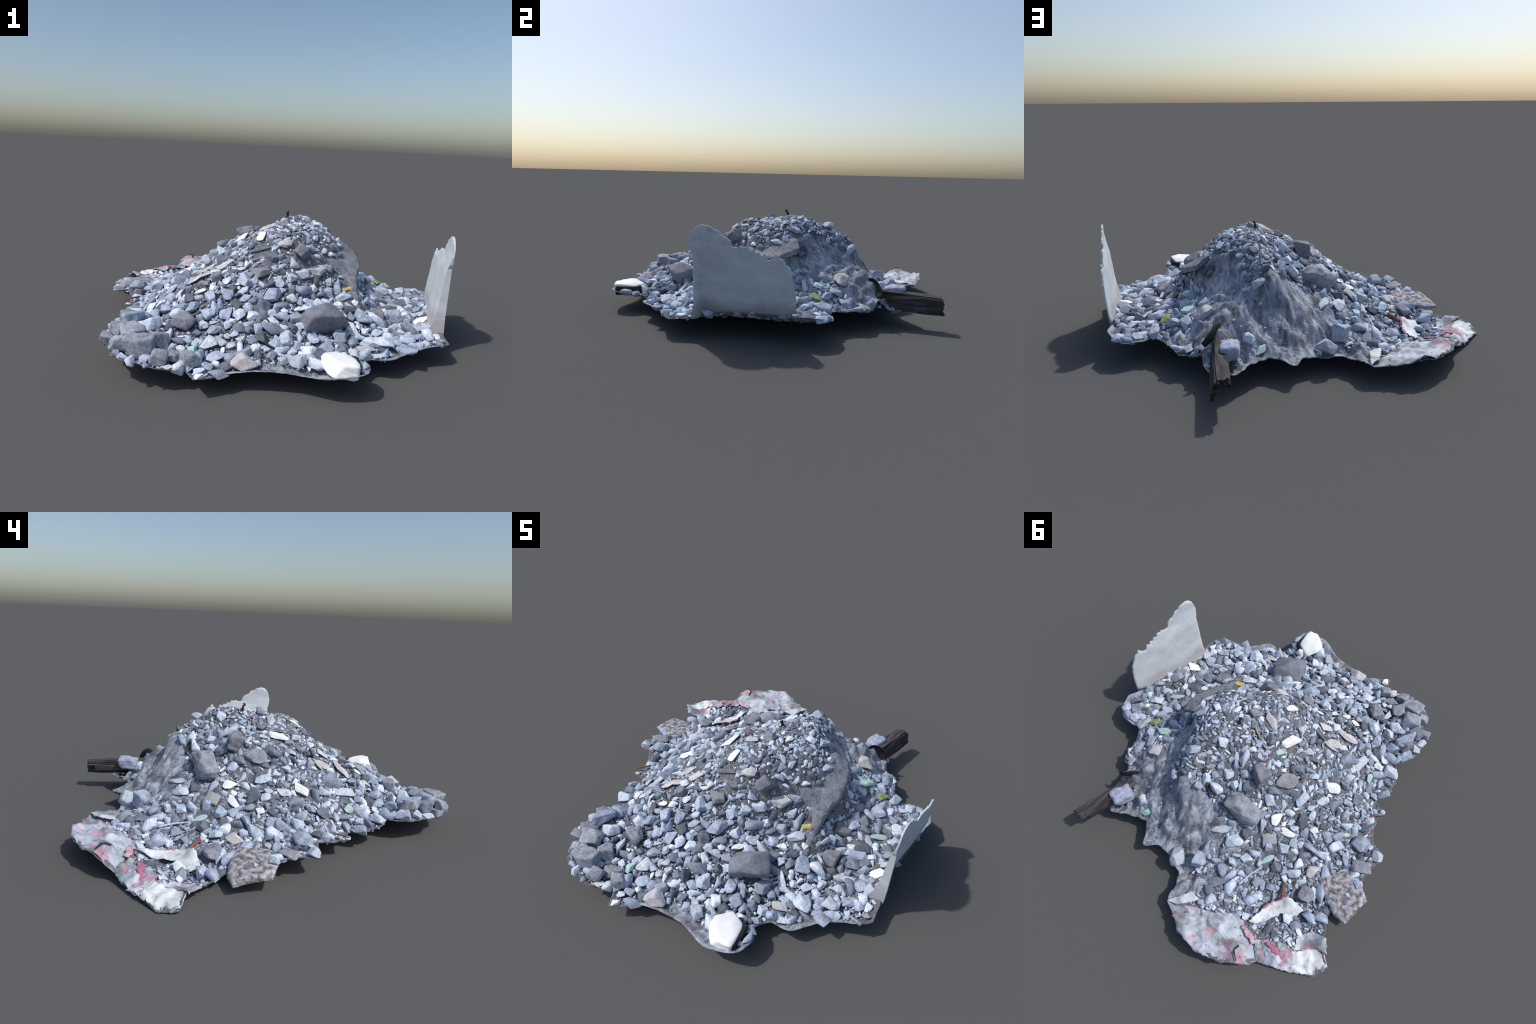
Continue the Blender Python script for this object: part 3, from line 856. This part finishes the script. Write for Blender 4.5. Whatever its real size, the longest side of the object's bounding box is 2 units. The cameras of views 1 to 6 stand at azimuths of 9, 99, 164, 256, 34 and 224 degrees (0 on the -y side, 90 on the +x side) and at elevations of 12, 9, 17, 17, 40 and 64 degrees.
# ---- slabs: outlines in plan with a fitted, slightly wavy top
def slab(name, corners, thick, mat, step=.012, wave=.004, k=0, round_=.010, parent=HEAP):
    C = np.array(corners, float)
    A = np.c_[C[:, :2], np.ones(len(C))]
    co, *_ = np.linalg.lstsq(A, C[:, 2], rcond=None)
    v, f = triangulate(densify(C[:, :2], step, .004, k), step)
    d = np.full(len(v), 9.)
    for a, b in zip(C[:, :2], np.roll(C[:, :2], -1, 0)):
        t = np.clip(((v - a) @ (b - a)) / ((b - a) @ (b - a)), 0, 1)
        d = np.minimum(d, np.hypot(*(v - a - t[:, None] * (b - a)).T))
    resid = C[:, 2] - A @ co
    dist = np.hypot(v[:, None, 0] - C[None, :, 0], v[:, None, 1] - C[None, :, 1]) + .02
    wgt = dist ** -2
    top = v @ co[:2] + co[2] + (wgt * resid).sum(1) / wgt.sum(1) + wave * fbm(v[:, 0] * 18, v[:, 1] * 18, k) - round_ * (1 - smooth(0, .02, d))
    return stitched(name, v, f, np.c_[v, top], np.c_[v, top - thick + round_ * (1 - smooth(0, .02, d))], mat, parent)

ledge = slab('ledge_slab', [(.37, -.085, .415), (.385, .05, .46), (.425, .19, .455), (.50, .215, .405), (.545, .135, .378), (.563, .03, .352), (.55, -.04, .325), (.548, -.12, .288),
                              (.558, -.20, .248), (.570, -.28, .205), (.565, -.32, .17), (.545, -.31, .19), (.532, -.23, .242), (.512, -.16, .278), (.472, -.108, .318), (.42, -.112, .368)],
             .030, MAT['ledge'], .009, .007, 5, .005)
PLACED.extend([(x, y, .035) for x, y in ((.43, -.06), (.47, -.03), (.52, -.03), (.50, .05), (.54, .05), (.47, .05), (.48, .12), (.53, .12), (.49, .18), (.51, -.08), (.54, -.17), (.56, -.25))])
slab('speckled_slab', [(-.63, .27, .10), (-.72, .315, .088), (-.82, .345, .072), (-.895, .335, .066), (-.893, .17, .088), (-.80, .12, .098), (-.70, .13, .104)],
     .022, MAT['speckle'], .010, .006, 9)

# ---- sticks and twigs
def strand(name, pts, radii, mat, parent=HEAP, m=10, sub=8, wob=0.):
    P = np.array(pts, float); R = np.array(radii, float)
    t = np.linspace(0, len(P) - 1, (len(P) - 1) * sub + 1)
    Q = np.stack([np.interp(t, np.arange(len(P)), P[:, i]) for i in range(3)], 1)
    for _ in range(2):
        Q[1:-1] = (Q[:-2] + 2 * Q[1:-1] + Q[2:]) / 4
    rr = np.interp(t, np.arange(len(P)), R)
    V, F = [], []
    for i, q in enumerate(Q):
        tg = Q[min(i + 1, len(Q) - 1)] - Q[max(i - 1, 0)]
        tg /= np.linalg.norm(tg)
        a = np.cross(tg, [0, 0, 1.0] if abs(tg[2]) < .9 else [1.0, 0, 0]); a /= np.linalg.norm(a)
        b = np.cross(tg, a)
        for j in range(m):
            th = 2 * math.pi * j / m
            r = rr[i] * (1 + wob * math.sin(3 * th + i * .7) * math.sin(i * .9))
            V.append(q + r * (math.cos(th) * a + math.sin(th) * b))
    n = len(Q)
    F = [(i * m + j, i * m + (j + 1) % m, (i + 1) * m + (j + 1) % m, (i + 1) * m + j) for i in range(n - 1) for j in range(m)]
    F += [tuple(range(m))[::-1], tuple((n - 1) * m + j for j in range(m))]
    return add(name, mesh_from(name, V, F), mat, parent)

def stick(name, a, b, r, kind, lift=.006):
    za, zb = heap([a[0]], [a[1]])[0] + lift, heap([b[0]], [b[1]])[0] + lift
    mid_ = ((a[0] + b[0]) / 2 + .004, (a[1] + b[1]) / 2, (za + zb) / 2 + .003)
    return strand(name, [(*a, za), mid_, (*b, zb)], [r, r * .95, r * .7], MAT[kind], wob=.12, m=8)
stick('stick', (.126, .373), (.024, .433), .011, 'wood', .004)
stick('stick', (.095, .044), (.034, .066), .005, 'orange')
stick('stick', (-.361, .601), (-.38, .46), .005, 'pale')
stick('stick', (-.592, -.179), (-.65, -.258), .005, 'rust', .012)
stick('stick', (-.284, -.51), (-.256, -.447), .004, 'rust', .012)
stick('stick', (-.524, .421), (-.568, .475), .013, 'rust', .004)
strand('twig', [(.150, .10, .555), (.152, .098, .578), (.150, .085, .586), (.157, .095, .593)], [.009, .006, .006, .004], MAT['nearblack'], m=7)

# ---- torn printed sheeting: patches of sheet draped on the bed
def drape(name, outline, mat, lift=.008, folds=.012, k=0, step=.008, thick=.0025, freq=14, stretch=(1, 1), jag=.006):
    v, f = triangulate(densify(outline, step, jag, k), step)
    x, y = v[:, 0], v[:, 1]
    a_, b_ = x * freq * stretch[0], y * freq * stretch[1]
    crease = 1 - 2 * np.abs(fbm(a_ * .9 + b_ * .5, b_ * .9 - a_ * .5, k + 7, 2))
    z = heap(x, y) + lift + folds * fbm(a_, b_, k, 2) + folds * 1.1 * (crease - .6)
    z = np.maximum(z, np.maximum(heap(x, y) - .004, .006))
    top = np.c_[v, z]
    o = stitched(name, v, f, top, top - np.array([0, 0, thick]), mat)
    PLACED.extend([(a, b, .018) for a, b in v[::11]])
    return o

drape('plastic_sheeting', [(-.17, .925), (-.271, .962), (-.334, .985), (-.458, .987), (-.580, .932), (-.692, .835), (-.706, .795), (-.64, .755), (-.57, .742), (-.50, .70), (-.44, .73), (-.37, .80), (-.27, .86)],
      MAT['bag'], .004, .024, 101, freq=10, stretch=(.7, 1.6))
drape('plastic_sheeting', [(-.706, .795), (-.80, .742), (-.87, .70), (-.82, .64), (-.76, .62), (-.70, .66), (-.62, .725), (-.65, .76)], MAT['bag'], .005, .016, 111, freq=17)
drape('plastic_sheeting', [(-.79, .746), (-.87, .695), (-.945, .636), (-.972, .55), (-.925, .52), (-.87, .52), (-.82, .60), (-.77, .66)], MAT['whitebag'], .006, .018, 121, freq=11)
drape('plastic_sheeting', [(-.93, .515), (-.875, .455), (-.80, .48), (-.76, .55), (-.80, .62), (-.87, .53)], MAT['bag'], .007, .008, 131)
drape('plastic_sheeting', [(-.536, .692), (-.535, .63), (-.545, .55), (-.585, .455), (-.64, .44), (-.69, .437), (-.685, .49), (-.62, .535), (-.60, .60), (-.565, .675)], MAT['whitebag'], .016, .008, 141)
drape('plastic_sheeting', [(-.165, .93), (-.20, .85), (-.218, .805), (-.28, .805), (-.25, .86), (-.218, .905)], MAT['whitebag'], .014, .006, 151)
for k, quad in enumerate(([(-.675, .70), (-.69, .675), (-.785, .67), (-.79, .695), (-.73, .705)], [(-.525, .735), (-.53, .718), (-.60, .722), (-.64, .738), (-.635, .755), (-.58, .748)],
                          [(-.535, .60), (-.532, .56), (-.575, .46), (-.59, .452), (-.556, .56)], [(-.195, .87), (-.225, .815), (-.27, .815), (-.245, .85)])):
    drape('printed_strip', quad, MAT['magenta'], .013, .008, 160 + k, step=.007, jag=.009)
drape('dark_patch', [(-.592, .805), (-.600, .812), (-.598, .835), (-.612, .848), (-.640, .864), (-.645, .872), (-.625, .862), (-.602, .85), (-.590, .83)], MAT['nearblack'], .023, .004, 170, step=.006, jag=.002)  # thin black patch added on the sheeting where a crack reads dark

# a little printed tile and an added black plate for a hole's back face by the timber
def tile_mat():
    m, nt, b = new_mat('printed_tile', .6)
    n = node(nt, 'ShaderNodeTexNoise', Scale=38.0, Detail=3.0, Distortion=1.0)
    nt.links.new(coords(nt), n.inputs['Vector'])
    r = ramp(nt, [(.3, (.42, .44, .46)), (.42, (.40, .42, .25)), (.5, (.30, .34, .50)), (.6, (.36, .40, .52)), (.68, (.5, .33, .33)), (.75, (.5, .52, .5))])
    nt.links.new(n.outputs[0], r.inputs[0])
    nt.links.new(r.outputs[0], b.inputs['Base Color'])
    return m
drape('printed_tile', [(-.277, .352), (-.327, .297), (-.36, .325), (-.322, .386)], tile_mat(), .012, .003, 181, thick=.008)

def backface_plate():
    """added curved plate standing in for the dark back face of a hole"""
    V, F, n, m = [], [], 14, 8
    for i in range(n):
        t = i / (n - 1)
        x, y = .430 + .100 * t, .572 + .075 * t + .015 * math.sin(t * 3.1)
        top, bot = .272 - .085 * t ** 1.3 - .03 * (1 - t) ** 6, .215 - .06 * t
        for j in range(m):
            s = j / (m - 1)
            V.append((x + .02 * s, y + .03 * math.sin(s * 2.2), bot + (top - bot) * s))
    F = [(i * m + j, i * m + j + 1, (i + 1) * m + j + 1, (i + 1) * m + j) for i in range(n - 1) for j in range(m - 1)]
    o = add('backface_stand_in', mesh_from('backface_stand_in', V, F), MAT['nearblack'])
    thicken(o, .005, 0)
backface_plate()


# larger loose rocks, single objects
def rock_density(x, y):
    d = stony(x, y)
    front = smooth(-.25, -.5, y)
    top = smooth(.40, .50, heap(x, y))
    east = smooth(.55, .65, x)
    return d * np.clip(.25 + .75 * np.maximum(front, east) - .2 * top, 0, 1) * smooth(.95, .93, x)
n_named = sum(1 for o in HEAP.children if o.name.startswith('rock'))
for x, y, a in scatter(300 - n_named, .024, .044, 2.2, rock_density, 7, .66):
    k = 'stone'
    u = rng.uniform()
    if u < .08: k = 'pale'
    elif u < .06: k = 'brown'
    elif u < .09: k = 'dark'
    l = 2 * a * rng.uniform(.9, 1.15)
    place_rock(x, y, l, l * rng.uniform(.6, .9), l * rng.uniform(.45, .75), rng.uniform(0, 6.28), k, sink=.35, tilt=(rng.normal(0, .2), rng.normal(0, .2)))

# gravel: small stones joined into one part per colour
def chip_shape(seed, points, worn=0.):
    """flat-faced splinter: hull of a few points scattered round a ball"""
    r = np.random.default_rng(seed)
    p = r.normal(size=(points, 3))
    p /= np.linalg.norm(p, axis=1)[:, None]
    p *= r.uniform(.75, 1, (points, 1))
    bm = bmesh.new()
    for q in p:
        bm.verts.new(q)
    bmesh.ops.convex_hull(bm, input=bm.verts)
    loose = [q for q in bm.verts if not q.link_faces]
    bmesh.ops.delete(bm, geom=loose, context='VERTS')
    if worn:
        bmesh.ops.dissolve_limit(bm, angle_limit=math.radians(14), verts=bm.verts, edges=bm.edges)
        bmesh.ops.bevel(bm, geom=list(bm.edges) + list(bm.verts), offset=worn, segments=1, affect='EDGES', clamp_overlap=True)
    bmesh.ops.triangulate(bm, faces=bm.faces)
    bmesh.ops.recalc_face_normals(bm, faces=bm.faces)
    bm.verts.index_update()
    v = np.array([tuple(q.co) for q in bm.verts])
    f = np.array([[q.index for q in t.verts] for t in bm.faces])
    bm.free()
    return v / np.abs(v).max(0), f

MIDDLE = [chip_shape(380 + i, 10 + i % 4, .09) for i in range(34)]
SMALL = [chip_shape(430 + i, 11, .10) for i in range(24)]
TINY = [chip_shape(460 + i, 8) for i in range(12)]

def gravel(name, spots, lib, kind, r, flat=(.4, .8), proud=.15):
    V, F, base = [], [], 0
    xs = np.array([s[0] for s in spots]); ys = np.array([s[1] for s in spots])
    N = heap_normal(xs, ys, .02)
    Z = np.maximum(heap(xs, ys), .016)
    for (x, y, a), n, z in zip(spots, N, Z):
        v, f = lib[int(r.integers(len(lib)))]
        R = np.array(frame(n, r.uniform(0, 6.28), (r.normal(0, .28), r.normal(0, .28))))
        h = a * r.uniform(*flat)
        p = (v * np.array([a * r.uniform(.95, 1.6), a * r.uniform(.6, 1.0), h])) @ R.T
        p = p + np.array([x, y, z - .008]) + n * h * proud
        p[:, 2] += max(0, .002 - p[:, 2].min())
        V.append(p)
        F.append(f + base)
        base += len(v)
    me = mesh_from(name, np.concatenate(V), np.concatenate(F))
    me.set_sharp_from_angle(angle=math.radians(48))
    o = add(name, me, MAT[kind])
    o['kind'] = 'stuff'
    return o

gr = np.random.default_rng(55)
def gravel_density(x, y):
    return stony(x, y) * smooth(.945, .92, x)
def loose(x, y):
    """1 on the coarse lower front and the east floor"""
    return np.maximum(smooth(-.30, -.52, y), smooth(.55, .66, x) * smooth(.35, .2, y))
def open_front(x, y):
    return 1 - .60 * loose(x, y)
big = scatter(1500, .018, .042, 1.5, lambda x, y: gravel_density(x, y) * (.18 + .82 * loose(x, y)) * (1 - smooth(.38, .48, heap(x, y))), 21, .62)
PLACED += big
gravel('gravel', big, MIDDLE, 'gravel', gr, (.55, 1.0), .30)
mid = scatter(5200, .008, .020, 1.5, lambda x, y: gravel_density(x, y) * open_front(x, y), 22, .62)
PLACED += mid
gravel('gravel', mid, SMALL, 'gravel', gr, (.3, .7))
fine = scatter(6500, .004, .008, 1.5, lambda x, y: np.clip(gravel_density(x, y) * open_front(x, y) + .04, 0, 1), 23, .55)
gravel('grit', fine, TINY, 'gravel', gr)
